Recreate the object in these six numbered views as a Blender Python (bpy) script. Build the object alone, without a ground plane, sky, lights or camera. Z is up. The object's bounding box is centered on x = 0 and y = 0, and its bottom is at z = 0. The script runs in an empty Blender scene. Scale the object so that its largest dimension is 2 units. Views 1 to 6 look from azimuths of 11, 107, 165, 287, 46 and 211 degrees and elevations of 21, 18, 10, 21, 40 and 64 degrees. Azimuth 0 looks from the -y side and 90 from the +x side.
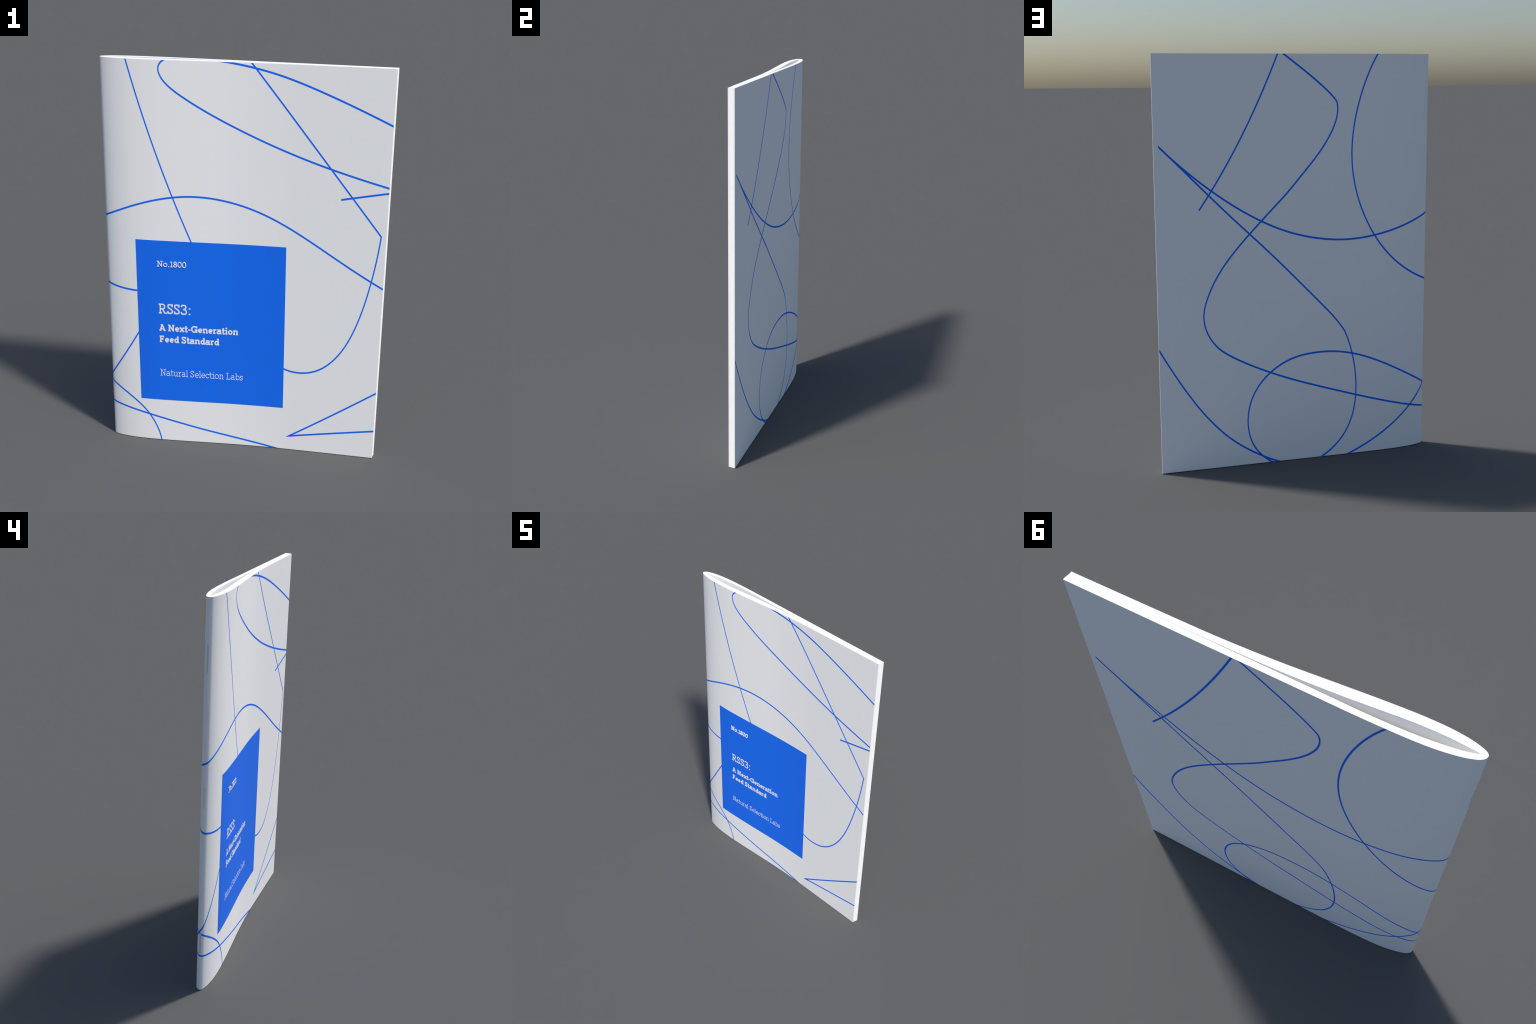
import bpy, bmesh, math
import numpy as np

# ------------------------------------------------------------------ sizes
HEIGHT = 2.0
PEN = 0.0095          # printed line thickness measured upright
PEN_SQUEEZE = 0.67    # the artwork is squeezed sideways, so upright strokes are thinner

# Plan section of the booklet (x, y), from the back fore edge round the fold
# to the front fore edge: outer face of the cover, and inner face of the
# innermost page lying opposite it.
SECTION = [
    ((.6885, .0487), (.6860, .0300)), ((.370, .0468), (.370, .0265)),
    ((.070, .0452), (.070, .0243)), ((-.200, .0438), (-.190, .0233)),
    ((-.330, .0430), (-.320, .0233)), ((-.410, .0411), (-.400, .0214)),
    ((-.485, .0380), (-.475, .0176)), ((-.545, .0332), (-.535, .0120)),
    ((-.6025, .0245), (-.585, .0055)), ((-.644, .0145), (-.625, -.0015)),
    ((-.674, .0025), (-.652, -.0085)), ((-.6855, -.0080), (-.664, -.0122)),
    ((-.6885, -.0185), (-.668, -.0138)), ((-.683, -.0265), (-.660, -.0150)),
    ((-.672, -.0322), (-.645, -.0162)), ((-.633, -.0418), (-.608, -.0178)),
    ((-.5674, -.0480), (-.555, -.0188)), ((-.474, -.0470), (-.467, -.0155)),
    ((-.350, -.0382), (-.345, -.0042)), ((-.226, -.0270), (-.225, .0070)),
    ((-.035, -.0095), (-.040, .0185)), ((.1637, .0018), (.160, .0232)),
    ((.370, .0065), (.370, .0262)), ((.6838, .0120), (.6855, .0297)),
]


def spline(points, steps):
    """Centripetal Catmull-Rom through the points."""
    P = np.array(points, float)
    P = np.vstack([2 * P[0] - P[1], P, 2 * P[-1] - P[-2]])
    out = []
    for i in range(1, len(P) - 2):
        p0, p1, p2, p3 = P[i - 1:i + 3]
        t0 = 0.0
        t1 = t0 + max(np.linalg.norm(p1 - p0), 1e-6) ** .5
        t2 = t1 + max(np.linalg.norm(p2 - p1), 1e-6) ** .5
        t3 = t2 + max(np.linalg.norm(p3 - p2), 1e-6) ** .5
        for t in np.linspace(t1, t2, steps, endpoint=False):
            a1 = ((t1 - t) * p0 + (t - t0) * p1) / (t1 - t0)
            a2 = ((t2 - t) * p1 + (t - t1) * p2) / (t2 - t1)
            a3 = ((t3 - t) * p2 + (t - t2) * p3) / (t3 - t2)
            b1 = ((t2 - t) * a1 + (t - t0) * a2) / (t2 - t0)
            b2 = ((t3 - t) * a2 + (t - t1) * a3) / (t3 - t1)
            out.append(((t2 - t) * b1 + (t - t1) * b2) / (t2 - t1))
    out.append(P[-2])
    return np.array(out)


def curve_through(points, gap=.006):
    """Cubic spline with continuous curvature through the control points."""
    P = np.array(points, float)
    n = len(P)
    h = np.linalg.norm(np.diff(P, axis=0), axis=1) ** .75
    A, r = np.eye(n), np.zeros_like(P)
    for i in range(1, n - 1):
        A[i, i - 1:i + 2] = h[i - 1], 2 * (h[i - 1] + h[i]), h[i]
        r[i] = 6 * ((P[i + 1] - P[i]) / h[i] - (P[i] - P[i - 1]) / h[i - 1])
    if n > 2:                          # the end spans keep their curvature
        A[0, 1] = A[-1, -2] = -1
    M = np.linalg.solve(A, r)
    out = []
    for i in range(n - 1):
        k = max(2, int(np.linalg.norm(P[i + 1] - P[i]) / gap))
        for t in np.arange(k) / k * h[i]:
            w = h[i] - t
            out.append((M[i] * w ** 3 + M[i + 1] * t ** 3) / (6 * h[i])
                       + (P[i] / h[i] - M[i] * h[i] / 6) * w + (P[i + 1] / h[i] - M[i + 1] * h[i] / 6) * t)
    out.append(P[-1])
    return np.array(out)


OUTER = spline([o for o, i in SECTION], 16)
INNER = spline([i for o, i in SECTION], 16)
step = np.linalg.norm(np.diff(OUTER, axis=0), axis=1)
ARC = np.concatenate([[0], np.cumsum(step)])
ARC -= ARC[np.argmin(OUTER[:, 0])]       # 0 at the fold, + on the front, - on the back
tan = np.gradient(OUTER, axis=0)
tan /= np.linalg.norm(tan, axis=1)[:, None]
NORMAL = np.stack([tan[:, 1], -tan[:, 0]], axis=1)
# walking from the back edge round the fold to the front, outside is on the right
if NORMAL[8] @ (OUTER[8] - INNER[8]) < 0:
    NORMAL = -NORMAL
S_BACK, S_FRONT = ARC[0], ARC[-1]


def wrap(s, z, lift):
    """Point of the flat printed sheet -> point on the folded cover."""
    x = np.interp(s, ARC, OUTER[:, 0]) + lift * np.interp(s, ARC, NORMAL[:, 0])
    y = np.interp(s, ARC, OUTER[:, 1]) + lift * np.interp(s, ARC, NORMAL[:, 1])
    return (x, y, z)


# ------------------------------------------------------------------ materials
def paper(name, colour, rough=.55, specular=.35, grain=.03, scale=60., bump=0., coat=0.):
    m = bpy.data.materials.new(name)
    m.use_nodes = True
    nt = m.node_tree
    b = nt.nodes['Principled BSDF']
    b.inputs['Roughness'].default_value = rough
    b.inputs['Specular IOR Level'].default_value = specular
    tc = nt.nodes.new('ShaderNodeTexCoord')
    n = nt.nodes.new('ShaderNodeTexNoise')
    n.inputs['Scale'].default_value = scale
    n.inputs['Detail'].default_value = 4
    nt.links.new(tc.outputs['Object'], n.inputs['Vector'])
    r = nt.nodes.new('ShaderNodeValToRGB')
    r.color_ramp.elements[0].position = .3
    r.color_ramp.elements[1].position = .7
    lo = [c * (1 - grain) for c in colour]
    hi = [min(1, c * (1 + grain)) for c in colour]
    r.color_ramp.elements[0].color = (*lo, 1)
    r.color_ramp.elements[1].color = (*hi, 1)
    nt.links.new(n.outputs['Fac'], r.inputs['Fac'])
    nt.links.new(r.outputs['Color'], b.inputs['Base Color'])
    if bump:
        bp = nt.nodes.new('ShaderNodeBump')
        bp.inputs['Strength'].default_value = bump
        bp.inputs['Distance'].default_value = .001
        nt.links.new(n.outputs['Fac'], bp.inputs['Height'])
        nt.links.new(bp.outputs['Normal'], b.inputs['Normal'])
    return m


COVER = paper('white_cover_paper', (.995, .995, .995), rough=1., specular=.5, grain=.004, scale=9)
PAGE = paper('white_page_paper', (.99, .99, .99), rough=1., specular=.5, grain=.01, scale=40)
INK = paper('blue_ink', (.0005, .172, .995), rough=1., specular=.5, grain=.004)
WHITE_INK = paper('white_lettering', (.995, .995, .995), rough=1., specular=.5, grain=.004)
STEEL = paper('staple_wire', (.76, .76, .76), rough=.45, specular=.5, grain=.02)


# ------------------------------------------------------------------ builders
def finish(name, verts, faces, mat, parent, angle=35):
    me = bpy.data.meshes.new(name)
    me.from_pydata([tuple(map(float, v)) for v in verts], [], faces)
    bm = bmesh.new()
    bm.from_mesh(me)
    bmesh.ops.recalc_face_normals(bm, faces=bm.faces)
    bm.to_mesh(me)
    bm.free()
    me.polygons.foreach_set('use_smooth', [True] * len(me.polygons))
    me.set_sharp_from_angle(angle=math.radians(angle))
    me.materials.append(mat)
    ob = bpy.data.objects.new(name, me)
    bpy.context.scene.collection.objects.link(ob)
    ob.parent = parent
    return ob


def folded_sheet(name, f0, f1, mat, parent, z0=0., z1=HEIGHT, edge=0.):
    """A sheet folded once at the spine, filling fractions f0..f1 of the stack."""
    a = OUTER * (1 - f0) + INNER * f0
    b = OUTER * (1 - f1) + INNER * f1
    a, b = a.copy(), b.copy()
    for c, f in ((a, f0), (b, f1)):    # fore edges: a shallow step towards the middle, trim a hair uneven
        c[0, 0] = .6889 - .0032 * f * f + edge
        c[-1, 0] = .6832 + .0024 * f * f + edge
    if f0 == 0:
        a[0, 0] -= .0012               # back edge chamfered to model the thin sunlit line seen there
    n = len(a)
    verts = [(p[0], p[1], z) for z in (z0, z1) for c in (a, b) for p in c]
    A0, B0, A1, B1 = 0, n, 2 * n, 3 * n
    faces = []
    for i in range(n - 1):
        j = i + 1
        faces += [(A0 + i, A0 + j, A1 + j, A1 + i), (B0 + i, B1 + i, B1 + j, B0 + j),
                  (A1 + i, A1 + j, B1 + j, B1 + i), (A0 + i, B0 + i, B0 + j, A0 + j)]
    for i in (0, n - 1):
        faces.append((A0 + i, A1 + i, B1 + i, B0 + i))
    return finish(name, verts, faces, mat, parent)


def ribbon(path, pen, squeeze, cap=0.):
    """Flat outline strip of a pen stroke: mitred corners, square ends."""
    q = np.array(path, float)
    q[:, 0] /= squeeze
    d = np.diff(q, axis=0)
    L = np.linalg.norm(d, axis=1)
    keep = np.concatenate([[True], L > 1e-7])
    q = q[keep]
    d = np.diff(q, axis=0)
    d /= np.linalg.norm(d, axis=1)[:, None]
    if cap:
        q[0] -= d[0] * cap
        q[-1] += d[-1] * cap
    nrm = np.stack([-d[:, 1], d[:, 0]], axis=1)
    left, right = [], []
    for i in range(len(q)):
        if i == 0:
            m = nrm[0]
        elif i == len(q) - 1:
            m = nrm[-1]
        else:
            m = nrm[i - 1] + nrm[i]
            m = m / max(np.linalg.norm(m), 1e-6)
            m = m / max(m @ nrm[i], .17)
        left.append(q[i] + m * pen / 2)
        right.append(q[i] - m * pen / 2)
    out = []
    for l, r in zip(left, right):
        out.append(((l[0] * squeeze, l[1]), (r[0] * squeeze, r[1])))
    return out


def raised_print(name, strips, mat, parent, clip=None):
    """strips: list of (ribbon, lift). Solid ink lying on the folded cover."""
    bm = bmesh.new()
    for rib, lift in strips:
        part = bmesh.new()
        vs = [(part.verts.new((l[0], l[1], lift)), part.verts.new((r[0], r[1], lift))) for l, r in rib]
        for (a, b), (c, d) in zip(vs[:-1], vs[1:]):
            try:
                part.faces.new((a, c, d, b))
            except ValueError:
                pass
        if clip:
            s0, s1, z0, z1 = clip
            for co, no in (((s0, 0, 0), (-1, 0, 0)), ((s1, 0, 0), (1, 0, 0)),
                           ((0, z0, 0), (0, -1, 0)), ((0, z1, 0), (0, 1, 0))):
                bmesh.ops.bisect_plane(part, geom=part.verts[:] + part.edges[:] + part.faces[:],
                                       plane_co=co, plane_no=no, clear_outer=True)
        # crease the strip along the facets of the fold so that it hugs the cover
        span = [v.co.x for v in part.verts]
        if span and min(span) < .16 and max(span) > -.3:
            for s in ARC[(ARC > max(min(span), -.3)) & (ARC < min(max(span), .16))]:
                bmesh.ops.bisect_plane(part, geom=part.verts[:] + part.edges[:] + part.faces[:],
                                       plane_co=(s, 0, 0), plane_no=(1, 0, 0), dist=1e-6)
        ext = bmesh.ops.extrude_face_region(part, geom=part.faces[:])
        for v in ext['geom']:
            if isinstance(v, bmesh.types.BMVert):
                v.co.z = -.0005
        # the extrusion moved copies; keep the first faces as the printed top
        off = len(bm.verts)
        part.verts.ensure_lookup_table()
        part.verts.index_update()
        new = [bm.verts.new(v.co) for v in part.verts]
        for f in part.faces:
            try:
                bm.faces.new([new[v.index] for v in f.verts])
            except ValueError:
                pass
        part.free()
    bm.verts.index_update()
    verts = [wrap(v.co.x, v.co.y, v.co.z) for v in bm.verts]
    faces = [[v.index for v in f.verts] for f in bm.faces]
    bm.free()
    return finish(name, verts, faces, mat, parent)


def densify(path, gap=.006):
    out = [np.array(path[0], float)]
    for p in path[1:]:
        p = np.array(p, float)
        k = max(1, int(np.linalg.norm(p - out[-1]) / gap))
        a = out[-1]
        out += [a + (p - a) * i / k for i in range(1, k + 1)]
    return out


# ------------------------------------------------------------------ the booklet
booklet = bpy.data.objects.new('booklet', None)
bpy.context.scene.collection.objects.link(booklet)
booklet['label'] = 'standing white stapled booklet with looping blue lines and blue title panel'
booklet['category'] = 'booklet'

COVER_SHARE = .08
cover = folded_sheet('cover', 0., COVER_SHARE, COVER, booklet)

SHEETS = 8
for k in range(SHEETS):
    f0 = COVER_SHARE + (1 - COVER_SHARE) * k / SHEETS
    f1 = COVER_SHARE + (1 - COVER_SHARE) * (k + .996) / SHEETS
    trim = -.0001 - .0003 * math.sin(k * 2.1) ** 2
    folded_sheet('page_sheet', f0 + .0003, f1, PAGE, booklet, edge=trim)

# ------------------------------------------------------------------ blue lines
# Control points on the unfolded cover: (distance from the fold, height).
# Each inner list is one smooth run; runs of a line meet in corners.
LINES = [
    # falling from the top of the front into the title panel
    [[(.133, 2.030), (.280, 1.546), (.455, 1.089)]],
    # big loop below the top edge of the front
    [[(.394, 2.014), (.321, 2.000), (.297, 1.972), (.303, 1.929), (.411, 1.830), (.872, 1.604),
      (1.231, 1.488), (1.419, 1.440)]],
    [[(.559, 2.006), (.835, 1.955), (1.048, 1.883), (1.419, 1.724)]],
    # straight fall to a corner by the fore edge, then the bow back to the panel
    [[(.705, 2.029), (.730, 1.998), (1.358, 1.210)],
     [(1.358, 1.210), (1.325, .979), (1.241, .677), (1.154, .532), (1.065, .466), (.967, .452),
      (.888, .478)]],
    # short stub at the fore edge
    [[(1.161, 1.379), (1.382, 1.424), (1.419, 1.431)]],
    # from the back, over the fold and as a wave across the front
    [[(-1.378, 1.590), (-1.125, 1.368), (-.889, 1.218), (-.719, 1.148), (-.571, 1.116), (-.427, 1.109),
      (-.215, 1.144), (-.035, 1.211), (.172, 1.299), (.412, 1.351), (.595, 1.340), (.772, 1.290),
      (.965, 1.194), (1.204, 1.046), (1.419, .923)]],
    # from the same point on the back: long diagonal, rounded corner, hanging bow
    [[(-1.378, 1.590), (-1.293, 1.505), (-1.051, 1.260), (-.833, 1.049), (-.587, .796), (-.522, .726),
      (-.464, .650)],
     [(-.464, .650), (-.423, .529), (-.402, .313), (-.455, .122), (-.630, -.025)]],
    # cut-off stroke at the top of the back
    [[(-.785, 2.035), (-.992, 1.592), (-1.186, 1.279)]],
    # hook, tail and sweep round the fold to the foot of the front
    [[(-.815, 2.031), (-.710, 1.954), (-.563, 1.836), (-.507, 1.778)],
     [(-.507, 1.778), (-.505, 1.715), (-.542, 1.618), (-.624, 1.500), (-.692, 1.421), (-.745, 1.360),
      (-1.061, 1.021), (-1.151, .861), (-1.173, .768), (-1.156, .683), (-1.123, .628), (-1.090, .594),
      (-.843, .462), (-.557, .359), (-.144, .235), (.144, .166), (.517, .073), (.776, .020), (.909, -.008)]],
    # bow from the top of the back, over the fold into the panel
    [[(-.281, 2.031), (-.362, 1.873), (-.429, 1.570), (-.398, 1.317), (-.307, 1.120), (-.204, .997),
      (-.082, .911), (.035, .866), (.189, .848)]],
    # low curve on the back
    [[(-1.430, .690), (-1.174, .274), (-1.106, .196), (-1.048, .141), (-.897, .040), (-.740, -.022)]],
    # near circle on the back, over the fold, down to the foot of the front
    [[(-.810, -.018), (-.920, .073), (-.958, .167), (-.954, .295), (-.894, .416), (-.789, .502),
      (-.684, .539), (-.492, .542), (-.344, .503), (-.170, .422), (.148, .220), (.212, .150),
      (.259, .059), (.277, -.020)]],
    # foot of the back, over the fold, up into the panel
    [[(-.490, -.019), (-.231, .112), (-.097, .226), (-.040, .293), (.188, .654)]],
    # sharp wedge by the foot of the fore edge
    [[(1.429, .410), (1.167, .226), (.948, .079)],
     [(.948, .079), (1.066, .101), (1.429, .166)]],
]
CLIP = (S_BACK + .001, S_FRONT - .001, .0006, HEIGHT - .0006)
BACK_BUTT = -1.3690       # the two strokes on the back start on one upright cut
for k, runs in enumerate(LINES):
    path = []
    for run in runs:
        pts = curve_through(run)
        pts = densify(pts, .006)
        path += pts if not path else pts[1:]
    if k in (6, 8):                # rounded corners where the runs meet
        path = np.array(path)
        for _ in range(5):
            path[1:-1] = .25 * path[:-2] + .5 * path[1:-1] + .25 * path[2:]
    clip = CLIP
    if k in (5, 6):
        clip = (BACK_BUTT,) + CLIP[1:]
    raised_print('printed_line', [(ribbon(path, PEN, PEN_SQUEEZE), .0002 + .00002 * k)], INK, cover, clip)

# ------------------------------------------------------------------ title panel
P_TL, P_TR, P_BR, P_BL = (.1643, 1.1212), (.9079, 1.1218), (.9128, .2408), (.1698, .2385)
N = 120
rib = []
for i in range(N + 1):
    t = i / N
    top = tuple(np.array(P_TL) * (1 - t) + np.array(P_TR) * t)
    bot = tuple(np.array(P_BL) * (1 - t) + np.array(P_BR) * t)
    rib.append((top, bot))
panel = raised_print('title_panel', [(rib, .0006)], INK, booklet)


# ------------------------------------------------------------------ slab-serif lettering
def oval(cx, cy, rx, ry, a0=0, a1=360, n=28):
    return [(cx + rx * math.cos(math.radians(a0 + (a1 - a0) * i / n)),
             cy + ry * math.sin(math.radians(a0 + (a1 - a0) * i / n))) for i in range(n + 1)]


def smooth(*pts):
    return [tuple(p) for p in spline(pts, 5)]


def glyph(ch, w):
    """Advance width and pen strokes of one letter, cap height 1, pen width w."""
    b, T, X = w / 2, 1 - w / 2, .69 - w / 2
    m = .345                                        # middle of the small letters
    ry = m - b
    dot = lambda x, y: [(x, y), (x + 1.25 * w, y)]

    def foot(x, half=.15, y=b):
        return [(x - half, y), (x + half, y)]

    def ess(k, wd):
        t, lo = k - b, b
        return [smooth((wd - .06, k * .76), (wd - .12, k * .90), (wd * .5, t), (.12, k * .90), (.07, k * .75),
                       (.15, k * .61), (wd * .5, k * .53), (wd - .12, k * .42), (wd - .05, k * .26),
                       (wd - .12, k * .10), (wd * .48, lo), (.12, k * .10), (.05, k * .27)),
                [(wd - .055, k * .98), (wd - .055, k * .70)], [(.055, k * .02), (.055, k * .30)]]

    if ch == 'N':
        return .92, [[(.17, 0), (.17, 1)], [(.70, 0), (.70, 1)], [(.17, 1 - b), (.70, b)],
                     [(0, T), (.24, T)], foot(.17, .16), foot(.70, .16, T)]
    if ch == 'o':
        return .70, [oval(.34, m, .31 - b, ry)]
    if ch == '.':
        return .36, [dot(.09, b)]
    if ch == ':':
        return .40, [dot(.16, b), dot(.16, .69 - b)]
    if ch == '1':
        return .46, [[(.22, 0), (.22, 1)], [(.04, .86), (.22, .96)], foot(.22, .19)]
    if ch == '8':
        return .66, [oval(.32, .755, .25 - b, .245 - b), oval(.32, .27, .30 - b, .27 - b)]
    if ch == '0':
        return .68, [oval(.33, .5, .31 - b, .5 - b)]
    if ch == 'R':
        return .89, [[(.18, 0), (.18, 1)], [(.02, T), (.42, T)] + oval(.42, (T + .47) / 2, .20, (T - .47) / 2, 85, -90, 14) + [(.18, .47)],
                     [(.40, .47), (.64, b)], foot(.70, .13), foot(.18, .16)]
    if ch == 'S':
        return .68, ess(1., .56)
    if ch == 's':
        return .54, ess(.69, .475)
    if ch == '3':
        return .66, [smooth((.07, .76), (.13, .92), (.30, T), (.47, .91), (.53, .75), (.45, .59), (.26, .53)),
                     smooth((.26, .53), (.47, .49), (.58, .28), (.48, .08), (.29, b), (.11, .09), (.05, .27))]
    if ch == 'A':
        return .90, [[(.13, 0), (.40, T)], [(.44, T), (.74, 0)], [(.22, .32), (.62, .32)],
                     foot(.14, .14), foot(.73, .15), [(.22, T), (.50, T)]]
    if ch == 'e':
        return .66, [oval(.33, m, .30 - b, ry, 2, 318), [(.06, m), (.33 + .30 - b, m)]]
    if ch == 'x':
        return .70, [[(.12, b), (.52, X)], [(.12, X), (.54, b)], foot(.12, .12), foot(.55, .12), foot(.13, .12, X), foot(.53, .12, X)]
    if ch == 't':
        return .46, [smooth((.18, .92), (.18, .50), (.18, .20), (.22, .07), (.31, b), (.42, .09)), [(.01, X), (.40, X)]]
    if ch == '-':
        return .40, [[(.03, .36), (.35, .36)]]
    if ch == 'G':
        return .96, [oval(.46, .5, .43 - b, .5 - b, 42, 322), [(.80, .02), (.80, .43)], [(.52, .43), (.92, .43)],
                     [(.79, .98), (.79, .66)]]
    if ch == 'n':
        return .76, [[(.17, 0), (.17, .69)], [(.02, X), (.17, X)], smooth((.17, .44), (.25, .60), (.39, X), (.53, .60), (.57, .44), (.57, .2), (.57, 0)),
                     foot(.17, .14), foot(.58, .13)]
    if ch == 'r':
        return .54, [[(.17, 0), (.17, .69)], [(.02, X), (.17, X)], smooth((.17, .40), (.25, .58), (.37, X), (.48, X - .02)),
                     foot(.18, .16)]
    if ch == 'a':
        return .68, [smooth((.09, .52), (.16, .62), (.29, X), (.44, .61), (.49, .47), (.49, .30), (.49, .13), (.54, b), (.64, b)),
                     smooth((.49, .40), (.28, .40), (.11, .33), (.06, .19), (.13, .07), (.26, b), (.41, .09), (.49, .20))]
    if ch == 'i':
        return .36, [[(.17, 0), (.17, .69)], [(.02, X), (.17, X)], foot(.17, .15), dot(.17 - .62 * w, .92)]
    if ch == 'F':
        return .74, [[(.18, 0), (.18, 1)], [(.02, T), (.64, T)], [(.18, .50), (.46, .50)], [(.64 - b, 1), (.64 - b, .74)],
                     [(.46, .62), (.46, .38)], foot(.19, .17)]
    if ch == 'd':
        return .74, [[(.54, 0), (.54, 1)], [(.38, T), (.54, T)], [(.54, b), (.69, b)], oval(.31, m, .28 - b, ry)]
    if ch == 'l':
        return .36, [[(.17, 0), (.17, 1)], [(.02, T), (.17, T)], foot(.17, .15)]
    if ch == 'L':
        return .72, [[(.18, 0), (.18, 1)], foot(.19, .17, T), [(.02, b), (.64, b)], [(.64 - b, 0), (.64 - b, .28)]]
    if ch == 'b':
        return .72, [[(.17, 0), (.17, 1)], [(.02, T), (.17, T)], oval(.40, m, .28 - b, ry)]
    if ch == 'c':
        return .62, [oval(.33, m, .30 - b, ry, 40, 318), [(.55, .66), (.55, .46)]]
    if ch == 'u':
        return .74, [smooth((.15, .69), (.15, .45), (.15, .25), (.21, .07), (.34, b), (.48, .09), (.56, .25)), [(.56, 0), (.56, .69)],
                     [(.01, X), (.15, X)], [(.42, X), (.56, X)], [(.56, b), (.70, b)]]
    return .34, []                                  # space


def lettering(text, left, right, base, cap, weight, lift, name, squeeze=.8):
    """One line of type set between left and right on the unfolded cover."""
    total, runs = 0., []
    for ch in text:
        adv, strokes = glyph(ch, weight)
        runs.append((total, strokes))
        total += adv
    total -= .06
    kx = (right - left) / total
    strips, n = [], 0
    for x0, strokes in runs:
        for st in strokes:
            path = [(left + (x0 + x) * kx, base + y * cap) for x, y in st]
            strips.append((ribbon(densify(path, .004), weight * cap, max(.75, min(1, kx / cap))), lift + .00002 * (n % 9)))
            n += 1
    return raised_print(name, strips, WHITE_INK, panel)


lettering('No.1800', .2698, .4155, .9852, .0300, .105, .0035, 'number_lettering')
lettering('RSS3:', .2728, .4355, .7312, .0545, .130, .0009, 'heading_lettering')
lettering('A Next-Generation', .2742, .6757, .6347, .0375, .185, .0009, 'title_lettering')
lettering('Feed Standard', .2744, .5800, .5714, .0370, .185, .0009, 'title_lettering')
lettering('Natural Selection Labs', .2752, .7025, .3806, .0375, .072, .0009, 'publisher_lettering')

# ------------------------------------------------------------------ staples on the fold
PALE_STEEL = paper('pale_staple_wire', (.88, .88, .88), rough=.45, specular=.5, grain=.02)
for z0, z1, wire in ((1.664, 1.789, STEEL), (1.001, 1.112, PALE_STEEL), (.214, .327, STEEL)):
    width, bulge = .0072, .0012
    zs = np.linspace(z0, z1, 24)
    rib = []
    strips = []
    for j in range(6):                     # flat wire with a rounded back
        a0, a1 = -1 + j / 3, -1 + (j + 1) / 3
        h = bulge * (1 - .5 * ((a0 + a1) / 2) ** 2)
        strips.append(([((-.001 + a0 * width / 2, z), (-.001 + a1 * width / 2 - .00002, z)) for z in zs], h))
    raised_print('staple', strips, wire, booklet)
